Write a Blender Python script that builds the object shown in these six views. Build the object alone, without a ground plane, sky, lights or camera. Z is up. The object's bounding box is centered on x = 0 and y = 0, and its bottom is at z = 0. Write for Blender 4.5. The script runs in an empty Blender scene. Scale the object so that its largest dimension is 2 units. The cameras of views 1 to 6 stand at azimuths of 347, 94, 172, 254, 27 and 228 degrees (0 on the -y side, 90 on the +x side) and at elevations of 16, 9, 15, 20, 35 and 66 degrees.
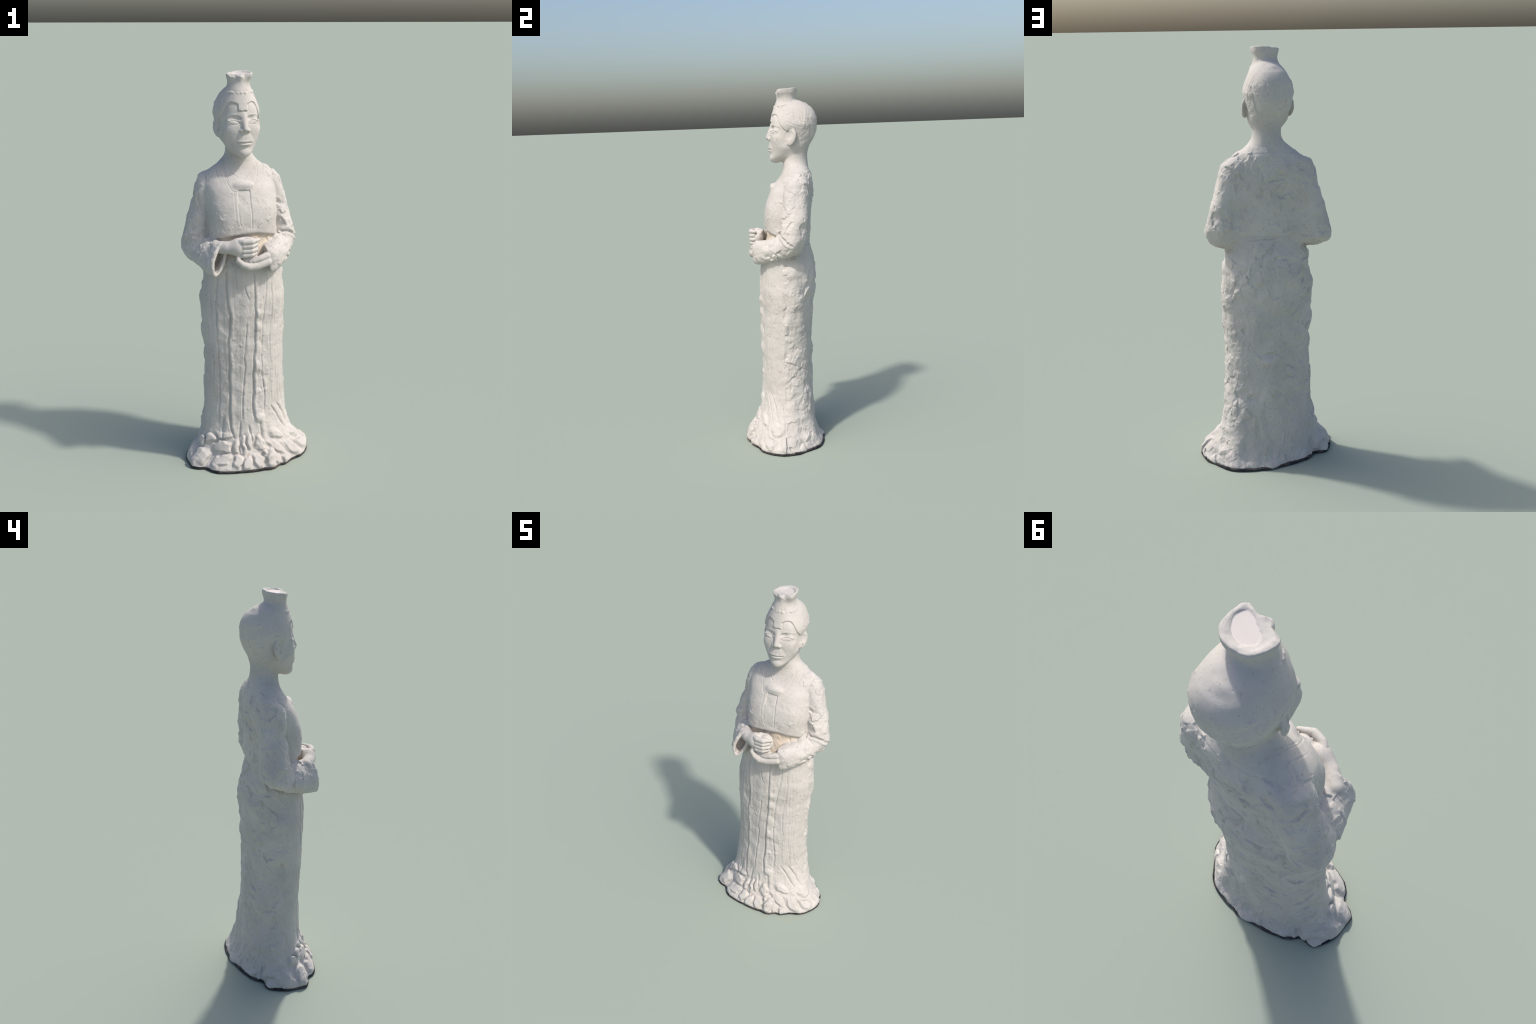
# Plaster statuette of a standing woman in a long pleated skirt and short jacket.
# The figure is modelled as one implicit body (lofts, tapered limbs, blobs, joined
# with soft blends), meshed with surface nets, then carved: incised lines, pleats,
# spatula strokes and thumb marks are real displacement.  Finally the one smooth
# surface is separated by region into named parts.
import bpy, numpy as np, math, time
from mathutils.kdtree import KDTree

T0 = time.time()
rng = np.random.default_rng(7)
TURN = 0.10                      # the upper body looks slightly to its left
CELL = 0.0048                    # coarse surface-net cell, halved afterwards


# ------------------------------------------------------------------ helpers
def smoothstep(a, b, x):
    t = np.clip((x - a) / (b - a), 0, 1)
    return t * t * (3 - 2 * t)


def spline_table(rows, step=0.002):
    """Catmull-Rom through rows (first column = key), returned densely sampled."""
    r = np.array(rows, float)
    k = r[:, 0]
    m = np.zeros_like(r)
    m[1:-1] = (r[2:] - r[:-2]) / (k[2:] - k[:-2])[:, None]
    m[0] = (r[1] - r[0]) / (k[1] - k[0])
    m[-1] = (r[-1] - r[-2]) / (k[-1] - k[-2])
    q = np.arange(k[0], k[-1] + step / 2, step)
    i = np.clip(np.searchsorted(k, q, 'right') - 1, 0, len(k) - 2)
    h = (k[i + 1] - k[i])[:, None]
    t = ((q - k[i]) / (k[i + 1] - k[i]))[:, None]
    out = ((2 * t**3 - 3 * t**2 + 1) * r[i] + (t**3 - 2 * t**2 + t) * h * m[i]
           + (-2 * t**3 + 3 * t**2) * r[i + 1] + (t**3 - t**2) * h * m[i + 1])
    out[:, 0] = q
    return out


def look(tab, z):
    return [np.interp(z, tab[:, 0], tab[:, j]) for j in range(1, tab.shape[1])]


def hash3(ix, iy, iz, seed):
    n = (ix * 374761393 + iy * 668265263 + iz * 2147483647 + seed * 974634777) & 0xFFFFFFFF
    n = ((n ^ (n >> 13)) * 1274126177) & 0xFFFFFFFF
    n = ((n ^ (n >> 16)) * 2246822519) & 0xFFFFFFFF
    return ((n ^ (n >> 15)) & 0xFFFFFF).astype(np.float64) / 0xFFFFFF * 2 - 1


def noise3(P, freq, seed=0):
    q = P * np.asarray(freq, float)
    i = np.floor(q).astype(np.int64)
    f = q - i
    f = f * f * f * (f * (f * 6 - 15) + 10)
    r = 0
    for a in (0, 1):
        for b in (0, 1):
            for c in (0, 1):
                w = ((f[:, 0] if a else 1 - f[:, 0]) * (f[:, 1] if b else 1 - f[:, 1])
                     * (f[:, 2] if c else 1 - f[:, 2]))
                r = r + w * hash3(i[:, 0] + a, i[:, 1] + b, i[:, 2] + c, seed)
    return r


def fbm(P, freq, seed=0, octaves=3, gain=0.5):
    r, amp = 0, 1.0
    f = np.asarray(freq, float)
    for o in range(octaves):
        r = r + amp * noise3(P + 13.7 * o, f * 2**o, seed + o)
        amp *= gain
    return r


def smin(a, b, k):
    h = np.clip(0.5 + 0.5 * (b - a) / k, 0, 1)
    return b + (a - b) * h - k * h * (1 - h)


def smax(a, b, k):
    return -smin(-a, -b, k)


# ------------------------------------------------------------------ primitives
def superellipse(dx, dy, ax, ay, n):
    q = ((np.abs(dx) / ax)**n + (np.abs(dy) / ay)**n)**(1 / n) + 1e-9
    rho = np.sqrt(dx * dx + dy * dy) + 1e-9
    return np.where(rho < 1e-6, -np.minimum(ax, ay), rho - rho / q)


def loft_sections(P, tab):
    """rows: z, x left, x right, y front, y back, squareness, turn"""
    xl, xr, yf, yb, n, psi = look(tab, P[:, 2])
    dx, dy = P[:, 0] - (xl + xr) / 2, P[:, 1] - (yf + yb) / 2
    c, s = np.cos(psi), np.sin(psi)
    return superellipse(c * dx + s * dy, c * dy - s * dx, (xr - xl) / 2, (yb - yf) / 2, n)


def ellipsoid(P, c, r):
    q = (P - np.array(c)) / np.array(r)
    k0 = np.linalg.norm(q, axis=1) + 1e-9
    k1 = np.linalg.norm(q / np.array(r), axis=1) + 1e-9
    return k0 * (k0 - 1) / k1


def limb(P, pts):
    """chain of tapered round segments, pts: x, y, z, radius"""
    d = None
    for a, b in zip(pts[:-1], pts[1:]):
        A, B = np.array(a[:3]), np.array(b[:3])
        ab = B - A
        t = np.clip((P - A) @ ab / (ab @ ab), 0, 1)
        e = np.linalg.norm(P - A - t[:, None] * ab, axis=1) - (a[3] + (b[3] - a[3]) * t)
        d = e if d is None else np.minimum(d, e)
    return d


# ------------------------------------------------------------------ skirt and base
LOWER = spline_table([
    (-.10, -.228, .203, -.124, .162, 2.0, .10),
    (.20, -.229, .205, -.124, .161, 2.0, .10),
    (.30, -.228, .206, -.125, .161, 1.95, .11),
    (.36, -.228, .205, -.124, .163, 1.95, .10),
    (.42, -.227, .201, -.121, .164, 2.05, .08),
    (.48, -.225, .199, -.119, .165, 2.1, .08),
    (.54, -.222, .200, -.120, .164, 2.05, .11),
    (.60, -.224, .199, -.122, .165, 2.0, .12),
    (.66, -.226, .198, -.122, .168, 2.05, .12),
    (.72, -.231, .203, -.121, .171, 1.98, .14),
    (.78, -.236, .209, -.123, .178, 1.88, .15),
    (.84, -.238, .212, -.124, .186, 1.83, .14),
    (.90, -.236, .209, -.124, .194, 1.83, .15),
    (.95, -.229, .203, -.121, .198, 1.9, .15),
    (1.0, -.217, .194, -.117, .196, 2.0, .12),
    (1.05, -.206, .184, -.108, .188, 2.2, .09),
    (1.10, -.190, .167, -.096, .177, 2.3, .1),
    (1.15, -.177, .152, -.080, .167, 2.4, .1),
    (1.20, -.172, .146, -.068, .163, 2.4, .1),
    (1.30, -.172, .146, -.060, .160, 2.4, .1)])

# footprint of the modelled mound: angle in degrees -> radius
FOOT = [(0, .333), (5, .330), (10, .325), (17, .319), (25, .300), (35, .291), (45, .284), (52, .270),
        (60, .253), (67, .242), (77, .227), (86, .224), (102, .211), (114, .211), (120, .217), (133, .228),
        (140, .240), (147, .248), (154, .248), (157, .258), (160, .292), (163, .309), (173, .322), (182, .331),
        (192, .331), (199, .336), (204, .316), (208, .287), (212, .281), (218, .283), (226, .274), (231, .262),
        (238, .248), (251, .228), (262, .222), (271, .220), (282, .220), (290, .233), (296, .236), (301, .232),
        (306, .231), (312, .247), (318, .250), (325, .256), (330, .270), (336, .293), (342, .307), (350, .320)]
FOOT_A = np.array([a for a, r in FOOT] + [360.0])
FOOT_R = np.array([r for a, r in FOOT] + [FOOT[0][1]])
FLARE = spline_table([(-.1, 1), (.0, 1), (.02, .97), (.04, .84), (.06, .68), (.09, .47), (.12, .33), (.15, .22),
                      (.19, .14), (.24, .075), (.30, .03), (.36, 0), (.5, 0)])
CONE = spline_table([(-.1, 1), (.0, 1), (.02, .95), (.04, .80), (.06, .66), (.09, .54), (.12, .46), (.15, .40), (.19, .33),
                     (.24, .24), (.30, .12), (.36, .03), (.42, 0), (.5, 0)])   # straighter flare on the left back
# how strongly the hem flares out, by direction
FLARE_DIR = np.array([(0, 1.2), (20, 1.0), (45, .9), (62, .85), (80, .7), (94, .5), (120, .5), (150, .7), (170, 1.0),
                      (190, 1.1), (207, .9), (230, .95), (254, 1.1), (274, 1.05), (300, 1.05), (315, 1.1), (345, 1.15), (360, 1.2)])

# thumb-pressed lumps around the hem: angle, distance from axis, z, half size along, out, up, slant
LUMPS = [(201, .226, .150, .026, .018, .018, 0), (191, .250, .124, .020, .016, .022, 0),
         (198, .284, .056, .046, .034, .034, .1), (219, .208, .112, .046, .024, .032, -.2),
         (225, .244, .058, .056, .024, .021, .3), (217, .190, .168, .040, .018, .018, -.2),
         (240, .178, .112, .026, .022, .030, .6), (251, .176, .120, .016, .022, .038, .1),
         (246, .212, .052, .026, .020, .026, 0), (258, .210, .040, .022, .020, .024, 0),
         (273, .202, .046, .025, .020, .026, 0), (294, .203, .050, .031, .029, .033, 0),
         (304, .222, .026, .022, .018, .024, 0), (312, .234, .026, .022, .018, .020, 0),
         (320, .160, .146, .036, .020, .020, -.7), (309, .200, .090, .058, .020, .022, -.7),
         (329, .250, .066, .052, .022, .026, -.6), (345, .280, .056, .040, .026, .030, -.5),
         (284, .172, .120, .022, .018, .034, .2), (264, .158, .145, .020, .016, .034, -.2),
         (8, .285, .045, .05, .03, .034, 0), (28, .268, .045, .04, .025, .03, 0), (352, .25, .105, .03, .02, .03, -.6),
         (12, .235, .120, .022, .014, .03, .4), (60, .222, .04, .05, .02, .03, 0), (140, .212, .04, .05, .02, .028, 0),
         (180, .280, .05, .05, .035, .032, 0), (165, .266, .045, .034, .03, .028, 0), (150, .215, .085, .04, .02, .02, .3),
         (290, .128, .250, .024, .014, .024, .3), (286, .118, .400, .013, .010, .013, 0), (307, .124, .442, .012, .010, .022, 0),
         (307, .125, .399, .014, .008, .009, 0), (290, .117, .824, .016, .013, .016, -.5),
         (290, .116, .753, .022, .013, .020, .5), (286, .116, .644, .018, .011, .026, .3), (289, .116, .53, .016, .010, .03, .2)]


def lower_body(P):
    x, y, z = P.T
    rho = np.hypot(x, y)
    ang = np.degrees(np.arctan2(y, x)) % 360
    # the skirt is flattened on its right front, slightly on the left front and right back
    flat = (.0065 * np.exp(-((ang - 216) / 30)**2) + .005 * np.exp(-((ang - 342) / 18)**2) * smoothstep(.65, .5, z) + .004 * np.exp(-((ang - 306) / 28)**2)
            + .003 * np.exp(-((ang - 124) / 25)**2) - .003 * np.exp(-((ang - 34) / 25)**2))
    d_skirt = loft_sections(P, LOWER) + flat * smoothstep(1.08, .98, z)
    foot = np.interp(ang, FOOT_A, FOOT_R)
    foot = foot - 0.010 * smoothstep(.02, -.002, z)**2
    w = look(FLARE, z)[0]
    gain = np.interp(ang, FLARE_DIR[:, 0], FLARE_DIR[:, 1])
    gain = 1 + (gain - 1) * smoothstep(.0, .06, z)
    w = np.clip(w * gain, 0, 1)
    side = np.exp(-((ang - 43) / 24)**2)
    w = w * (1 - side) + look(CONE, z)[0] * side
    d = d_skirt * (1 - w) + (rho - foot) * w
    for a, r, lz, sa, so, su, slant in LUMPS:
        if lz < .2 and a not in (294, 304, 180, 165, 8, 28):
            continue                              # these are pressed in later, as cushions
        t = math.radians(a)
        sink = .014 + .05 * max(lz - .06, 0) if lz < .2 else .005
        c = np.array([(r - sink) * math.cos(t), (r - sink) * math.sin(t), lz])
        if lz < .2:
            sa, su = sa * 1.3, su * 1.3
        m = np.linalg.norm(P - c, axis=1) < max(sa, so, su) + .05
        if m.any():
            q = P[m] - c
            loc = np.stack([-q[:, 0] * math.sin(t) + q[:, 1] * math.cos(t),
                            q[:, 0] * math.cos(t) + q[:, 1] * math.sin(t), q[:, 2]], 1)
            cs, sn = math.cos(slant), math.sin(slant)
            loc = np.stack([loc[:, 0] * cs + loc[:, 2] * sn, loc[:, 1], loc[:, 2] * cs - loc[:, 0] * sn], 1)
            d[m] = smin(d[m], ellipsoid(loc, (0, 0, 0), (sa, so, su)), .013)
    return smax(d, -z, .004)


# ------------------------------------------------------------------ jacket, neck
JACKET = spline_table([
    (1.05, -.186, .156, -.078, .166, 2.6, .1),
    (1.20, -.187, .157, -.081, .171, 2.6, .1),
    (1.26, -.189, .159, -.082, .174, 2.6, .1),
    (1.31, -.192, .162, -.080, .178, 2.6, .1),
    (1.36, -.196, .163, -.071, .183, 2.45, .1),
    (1.40, -.200, .166, -.058, .191, 2.25, .1),
    (1.44, -.203, .168, -.042, .196, 2.1, .1),
    (1.47, -.202, .166, -.022, .196, 2.0, .1),
    (1.49, -.198, .162, -.007, .193, 2.0, .1),
    (1.51, -.187, .153, .008, .189, 2.0, .1),
    (1.53, -.164, .137, .022, .186, 2.0, .1),
    (1.55, -.132, .103, .029, .178, 2.0, .1),
    (1.57, -.105, .077, .032, .174, 2.0, .1),
    (1.60, -.083, .055, .033, .171, 2.0, .1),
    (1.64, -.080, .051, .036, .171, 2.0, .1),
    (1.68, -.085, .058, .040, .182, 2.0, .1),
    (1.72, -.085, .058, .040, .196, 2.0, .1),
    (1.78, -.080, .050, .040, .205, 2.0, .1)])


def jacket(P):
    d = loft_sections(P, JACKET)
    hem = 1.198 - .25 * (P[:, 1] - .01) + .006 * np.sin(P[:, 0] * 22 + 1)
    d = smax(d, (hem - P[:, 2]) * .95, .014)
    return smax(d, P[:, 2] - 1.76, .02)


def back_web(P):
    Q = P.copy()
    Q[:, 0] = np.abs(Q[:, 0] + .016)
    return ellipsoid(Q, (.170, .097, 1.202), (.088, .054, .112))


# ------------------------------------------------------------------ arms
ARM_R = [(-.174, .099, 1.452, .060), (-.205, .101, 1.320, .062), (-.241, .091, 1.190, .064)]
ARM_L = [(.144, .106, 1.450, .060), (.180, .104, 1.320, .060), (.207, .087, 1.192, .060)]


def arm(P, pts):
    Q = P.copy()
    Q[:, 1] = (Q[:, 1] - .1) / 1.1 + .1
    return limb(Q, pts)


class Sleeve:
    """forearm sleeve: straight axis, oval sections; rows t, side offset, z centre, half width, half height, n"""

    def __init__(self, start, end, rows):
        s, e = np.array(start), np.array(end)
        self.o, self.len = s, np.linalg.norm(e - s)
        self.u = (e - s) / self.len
        self.v = np.array([-self.u[1], self.u[0]])
        self.tab = spline_table(rows, .005)

    def local(self, P):
        q = P[:, :2] - self.o
        return q @ self.u / self.len, q @ self.v

    def sdf(self, P, shrink=0.0, lean=0.0):
        t, w = self.local(P)
        off, zc, hw, hh, n = look(self.tab, t)
        dz = P[:, 2] - zc
        d = superellipse(w - off - lean * dz, dz, hw - shrink, hh - shrink, n)
        return d, t


SLEEVE_R = Sleeve((-.262, .115), (-.152, -.130), [
    (-.25, 0, 1.160, .030, .030, 2), (-.1, 0, 1.156, .050, .045, 2.2), (.1, 0, 1.148, .056, .054, 2.2),
    (.4, -.002, 1.131, .054, .070, 2.1), (.7, -.004, 1.122, .048, .078, 2.0), (.9, -.006, 1.121, .044, .081, 1.85),
    (1.0, -.008, 1.120, .041, .083, 1.75), (1.2, -.01, 1.118, .041, .083, 1.75)])
SLEEVE_L = Sleeve((.228, .098), (.088, -.116), [
    (-.25, 0, 1.170, .028, .028, 2), (-.1, 0, 1.162, .044, .042, 2.2), (.1, 0, 1.150, .053, .052, 2.2),
    (.4, 0, 1.133, .058, .063, 2.2), (.7, 0, 1.115, .056, .067, 2.4), (.9, .0, 1.105, .050, .069, 2.6),
    (1.0, .0, 1.102, .047, .070, 2.6), (1.3, .0, 1.10, .045, .068, 2.6)])


def sleeve_r(P):
    d, t = SLEEVE_R.sdf(P, lean=.30)
    d = smax(d, (t - .985 + .25 * (P[:, 2] - 1.12)) * SLEEVE_R.len, .010)
    d = smax(d, (-.12 - t) * SLEEVE_R.len, .03)
    hollow, _ = SLEEVE_R.sdf(P, .016, lean=.30)
    hollow = smax(hollow, (.74 - t) * SLEEVE_R.len, .02)
    return smax(d, -hollow, .006)


def sleeve_l(P):
    d, t = SLEEVE_L.sdf(P, lean=-.10)
    d = smax(d, -.149 + .05 * np.abs(P[:, 2] - 1.10) - P[:, 1], .03)          # front panel turns inwards
    d = smax(d, .080 - .185 * (P[:, 2] - 1.10) - P[:, 0], .008)
    return smax(d, (-.12 - t) * SLEEVE_L.len, .03)


# ------------------------------------------------------------------ hands
def hand_r(P):
    P = P + np.array([0, .011, 0])
    d = limb(P, [(-.165, -.075, 1.172, .030), (-.120, -.104, 1.174, .031), (-.075, -.118, 1.176, .034)])
    palm = ellipsoid(P, (-.062, -.118, 1.177), (.040, .035, .047))
    d = smin(d, palm, .022)
    core = ellipsoid(P, (-.008, -.110, 1.176), (.044, .030, .045))
    d = smin(d, core, .010)
    fingers = [(1.2085, .042, -.124, .0150, .0080), (1.1855, .030, -.130, .0138, .0105),
               (1.1625, .030, -.130, .0134, .0105), (1.1415, .026, -.126, .0122, .0095)]
    for z, xt, yt, r0, r1 in fingers:
        f = limb(P, [(-.060, -.137, z - .002, r0), (-.046, -.146, z, r0), (-.008, -.149, z + .001, r0 * .95),
                     (xt - r1, yt, z + .003, r1)])
        d = smin(d, f, .0025)
    thumb = limb(P, [(-.050, -.092, 1.205, .014), (-.012, -.090, 1.208, .012), (.012, -.094, 1.204, .009)])
    return smin(d, thumb, .008)


def hand_l(P):
    P = P + np.array([0, .012, 0])
    d = limb(P, [(.120, -.085, 1.105, .032), (.075, -.112, 1.108, .028), (.030, -.122, 1.096, .022)])
    edge = limb(P, [(.075, -.128, 1.098, .022), (.020, -.142, 1.084, .020), (-.022, -.150, 1.083, .019),
                    (-.052, -.150, 1.096, .015), (-.074, -.144, 1.117, .0125), (-.070, -.132, 1.134, .012)])
    d = smin(d, edge, .008)
    upper = limb(P, [(.072, -.126, 1.128, .019), (.036, -.139, 1.120, .015), (.004, -.145, 1.111, .0115),
                     (-.012, -.143, 1.106, .009)])
    d = smin(d, upper, .003)
    bowl = ellipsoid(P, (-.020, -.112, 1.112), (.056, .030, .026))
    return smin(d, bowl, .008)


# ------------------------------------------------------------------ head
HEAD_O = np.array([-.024, .096, 0.0])
CT, ST = math.cos(TURN), math.sin(TURN)


def to_head(P):
    q = P - HEAD_O
    return np.stack([q[:, 0] * CT + q[:, 1] * ST, q[:, 1] * CT - q[:, 0] * ST, q[:, 2]], 1)


SKULL = spline_table([  # z, half width, front, back, squareness
    (1.590, .010, -.115, -.085, 2.1),
    (1.603, .024, -.127, -.060, 2.1),
    (1.612, .038, -.130, -.030, 2.1),
    (1.625, .057, -.131, .000, 2.2),
    (1.650, .074, -.131, .032, 2.25),
    (1.680, .089, -.136, .066, 2.15),
    (1.710, .094, -.135, .098, 2.0),
    (1.740, .0995, -.133, .119, 2.0),
    (1.770, .106, -.129, .128, 2.0),
    (1.800, .112, -.128, .131, 2.0),
    (1.830, .107, -.125, .131, 2.05),
    (1.860, .0955, -.117, .125, 2.1),
    (1.890, .081, -.104, .108, 2.05),
    (1.905, .071, -.095, .090, 2.0),
    (1.920, .058, -.082, .066, 2.0),
    (1.945, .030, -.060, .020, 2.0),
    (1.97, .012, -.040, -.010, 2.0)])


def mirror(Q):
    R = Q.copy()
    R[:, 0] = np.abs(R[:, 0])
    return R


def ear_frame(M):
    q = M - np.array([.101, -.020, 1.734])
    t = .30                                     # leans: top back, lobe forward
    yy = q[:, 1] * math.cos(t) - q[:, 2] * math.sin(t)
    zz = q[:, 2] * math.cos(t) + q[:, 1] * math.sin(t)
    return np.stack([q[:, 0] - .55 * yy - .05 * zz, yy, zz], 1)


def ear(P):
    L = ear_frame(mirror(to_head(P)))
    d = ellipsoid(L, (0, 0, 0), (.0125, .027, .047))
    concha = ellipsoid(L, (.0150, -.008, .008), (.0150, .0150, .028))
    return smax(d, -concha, .004)


def face_skull(P):
    Q = to_head(P)
    M = mirror(Q)
    a, yf, yb, n = look(SKULL, Q[:, 2])
    n = n + .25 * smoothstep(0, .06, Q[:, 1])
    d = superellipse(Q[:, 0], Q[:, 1] - (yf + yb) / 2, a, (yb - yf) / 2, n)
    d = smax(smax(d, 1.594 - Q[:, 2], .02), Q[:, 2] - 1.945, .02)
    d = smax(d, -ellipsoid(ear_frame(M), (.0165, -.010, .006), (.0155, .019, .034)), .010)   # hollow before the ear
    cheek = ellipsoid(M, (.050, -.088, 1.726), (.036, .028, .036))
    d = smin(d, cheek, .03)
    B = Q.copy()
    B[:, 1] -= 6 * Q[:, 0]**2                    # mouth follows the curve of the jaw
    muzzle = ellipsoid(B, (-.003, -.1155, 1.677), (.043, .022, .030))
    d = smin(d, muzzle, .02)
    chin = ellipsoid(Q, (.002, -.1095, 1.620), (.028, .022, .018))
    d = smin(d, chin, .022)
    socket = ellipsoid(M, (.048, -.128, 1.786), (.033, .0175, .0125))
    d = smax(d, -socket, .010)
    eye = ellipsoid(M, (.050, -.0950, 1.7685), (.033, .0205, .0190))
    d = smin(d, eye, .008)
    nose = limb(Q, [(0, -.117, 1.802, .011), (0, -.128, 1.768, .013), (0, -.1418, 1.7345, .0135)])
    d = smin(d, nose, .014)
    wing = ellipsoid(M, (.0175, -.1305, 1.727), (.0105, .014, .0100))
    d = smin(d, wing, .008)
    lip_u = ellipsoid(B, (-.003, -.1358, 1.6755), (.036, .0085, .0065))
    lip_l = ellipsoid(B, (-.003, -.1352, 1.6608), (.027, .0090, .0068))
    d = smin(d, lip_u, .006)
    d = smin(d, lip_l, .006)
    dent = ellipsoid(B, (-.003, -.143, 1.6465), (.026, .0100, .0065))
    return smax(d, -dent, .010)


# ------------------------------------------------------------------ topknot (broken open at the top)
KNOT_C = np.array([-.020, .061])
RIM = np.array([(0, .062), (15, .061), (41, .064), (66, .064), (85, .061), (110, .059), (131, .061), (162, .058),
                (182, .061), (200, .066), (214, .065), (226, .058), (239, .054), (259, .058), (270, .060),
                (291, .056), (305, .061), (318, .070), (334, .068), (348, .063), (360, .062)])
RIM_Z = np.array([(0, 1.998), (30, 2.0), (70, 2.0), (95, 1.999), (130, 1.992), (160, 1.989), (185, 1.988),
                  (203, 1.987), (220, 1.975), (243, 1.971), (262, 1.981), (280, 1.972), (297, 1.962), (308, 1.974),
                  (318, 1.991), (332, 1.997), (360, 1.998)])
RIM_TOP = np.array([(0, 1.997), (30, 1.999), (70, 1.999), (95, 1.998), (130, 1.992), (160, 1.990), (203, 1.989), (243, 1.986),
                    (270, 1.986), (300, 1.988), (332, 1.996), (360, 1.997)])
HOLE = np.array([(0, .050), (20, .044), (50, .040), (90, .036), (120, .034), (160, .032), (200, .024), (240, .018),
                 (285, .022), (296, .030), (306, .038), (322, .053), (345, .052), (360, .050)])
KNOT = spline_table([(1.86, 1.25), (1.90, 1.12), (1.915, 1.05), (1.93, .955), (1.947, .895), (1.962, .915),
                     (1.980, 1.0), (2.01, 1.02), (2.05, 1.02)])


def knot_polar(P):
    dx, dy = P[:, 0] - KNOT_C[0], P[:, 1] - KNOT_C[1]
    return np.hypot(dx, dy), np.degrees(np.arctan2(dy, dx)) % 360


def topknot(P):
    r, a = knot_polar(P)
    w = smoothstep(1.925, 1.985, P[:, 2])
    shape = .0605 * (1 - w) + np.interp(a, RIM[:, 0], RIM[:, 1]) * w
    d = r - shape * look(KNOT, P[:, 2])[0]
    rim = np.interp(a, RIM_Z[:, 0], RIM_Z[:, 1])
    hole = np.interp(a, HOLE[:, 0], HOLE[:, 1])
    edge = shape * look(KNOT, P[:, 2])[0]
    crest = np.interp(a, RIM_TOP[:, 0], RIM_TOP[:, 1])
    floor = 1.987 + .10 * (P[:, 0] + .03) + .05 * (P[:, 1] - .05)
    t = np.clip((r - hole) / np.maximum(edge - hole - .010, .003), 0, 1)
    top = floor + (crest - floor) * t + .002 * smoothstep(0, .15, t) + .0016 * noise3(P, 70, 77) * smoothstep(0, .3, t)
    bevel = np.clip((r - edge + .011) / .011, 0, 1)           # chips struck off the outer edge
    top = top + np.minimum(rim - crest, 0) * bevel
    d = smax(d, (P[:, 2] - top) * .7, .003)
    return smax(d, 1.86 - P[:, 2], .01)


def knot_band(P):
    d = np.full(len(P), 1.0)
    for i in range(17):
        a = math.radians(178 + 11.6 * i + 3 * math.sin(i * 2.3))
        tilt = 1.910 + .0085 * math.sin(a) + .002 * math.sin(i * 1.7)
        rr = .0655 + .0012 * math.sin(i * 3.1)
        c = (KNOT_C[0] + rr * math.cos(a), KNOT_C[1] + rr * math.sin(a), tilt)
        d = smin(d, np.linalg.norm(P - np.array(c), axis=1) - .0052 - .0020 * math.sin(i * 5.0), .006)
    return d


def hair_bump(P):
    return ellipsoid(P, (-.036, .162, 1.900), (.024, .016, .020))


def ribbon_knot(P):
    d = ellipsoid(P, (-.018, -.0265, 1.458), (.050, .0200, .0225))
    return smax(d, 1.4385 + 2.0 * (P[:, 0] + .020)**2 - P[:, 2], .003)


# ------------------------------------------------------------------ assembly
#            name            function    box lo              box hi             blend
PARTS = [('skirt', lower_body, (-.40, -.30, -.05), (.40, .30, 1.27), .01),
         ('torso', jacket, (-.26, -.14, 1.10), (.24, .25, 1.79), .006),
         ('arm_r', lambda P: arm(P, ARM_R), (-.36, -.02, 1.08), (-.06, .22, 1.56), -1),
         ('arm_l', lambda P: arm(P, ARM_L), (.04, -.02, 1.08), (.33, .23, 1.56), -1),
         ('torso', back_web, (-.32, .03, 1.09), (.29, .20, 1.37), .02),
         ('arm_r', sleeve_r, (-.36, -.22, 1.00), (-.06, .22, 1.28), .018),
         ('arm_l', sleeve_l, (.0, -.22, 1.00), (.34, .22, 1.28), .018),
         ('hand_r', hand_r, (-.22, -.20, 1.09), (.08, -.02, 1.27), .006),
         ('hand_l', hand_l, (-.13, -.20, 1.02), (.18, -.02, 1.18), .004),
         ('head', face_skull, (-.18, -.09, 1.56), (.14, .26, 2.0), .022),
         ('ear', ear, (-.18, .02, 1.66), (.14, .16, 1.81), .008),
         ('hair', hair_bump, (-.10, .10, 1.85), (.04, .22, 1.94), .014),
         ('topknot', topknot, (-.13, -.05, 1.84), (.09, .17, 2.03), .014),
         ('hair_band', knot_band, (-.13, -.05, 1.87), (.09, .17, 1.95), .004),
         ('ribbon_knot', ribbon_knot, (-.10, -.09, 1.41), (.07, .03, 1.50), .016)]


def field(P, labels=False):
    d = np.full(len(P), 0.5)
    lab = np.zeros(len(P), np.int16)
    best = np.full(len(P), 9.0)
    for i, (name, fn, lo, hi, k) in enumerate(PARTS):
        m = np.all((P >= np.array(lo)) & (P <= np.array(hi)), axis=1)
        if not m.any():
            continue
        full = m.all()
        Q = P if full else P[m]
        b = fn(Q)
        a = d if full else d[m]
        kk = k if k > 0 else .008 + .045 * smoothstep(.07, .14, Q[:, 1])
        if i:
            if np.isscalar(kk):
                kk = max(kk, 1e-4)
            b2 = smin(a, b, kk)
        else:
            b2 = b
        if labels:
            bb = best[m]
            ll = lab[m]
            w = b < bb
            bb[w] = b[w]
            ll[w] = i
            best[m], lab[m] = bb, ll
        if full:
            d = b2
        else:
            d[m] = b2
    return (d, lab) if labels else d


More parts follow.
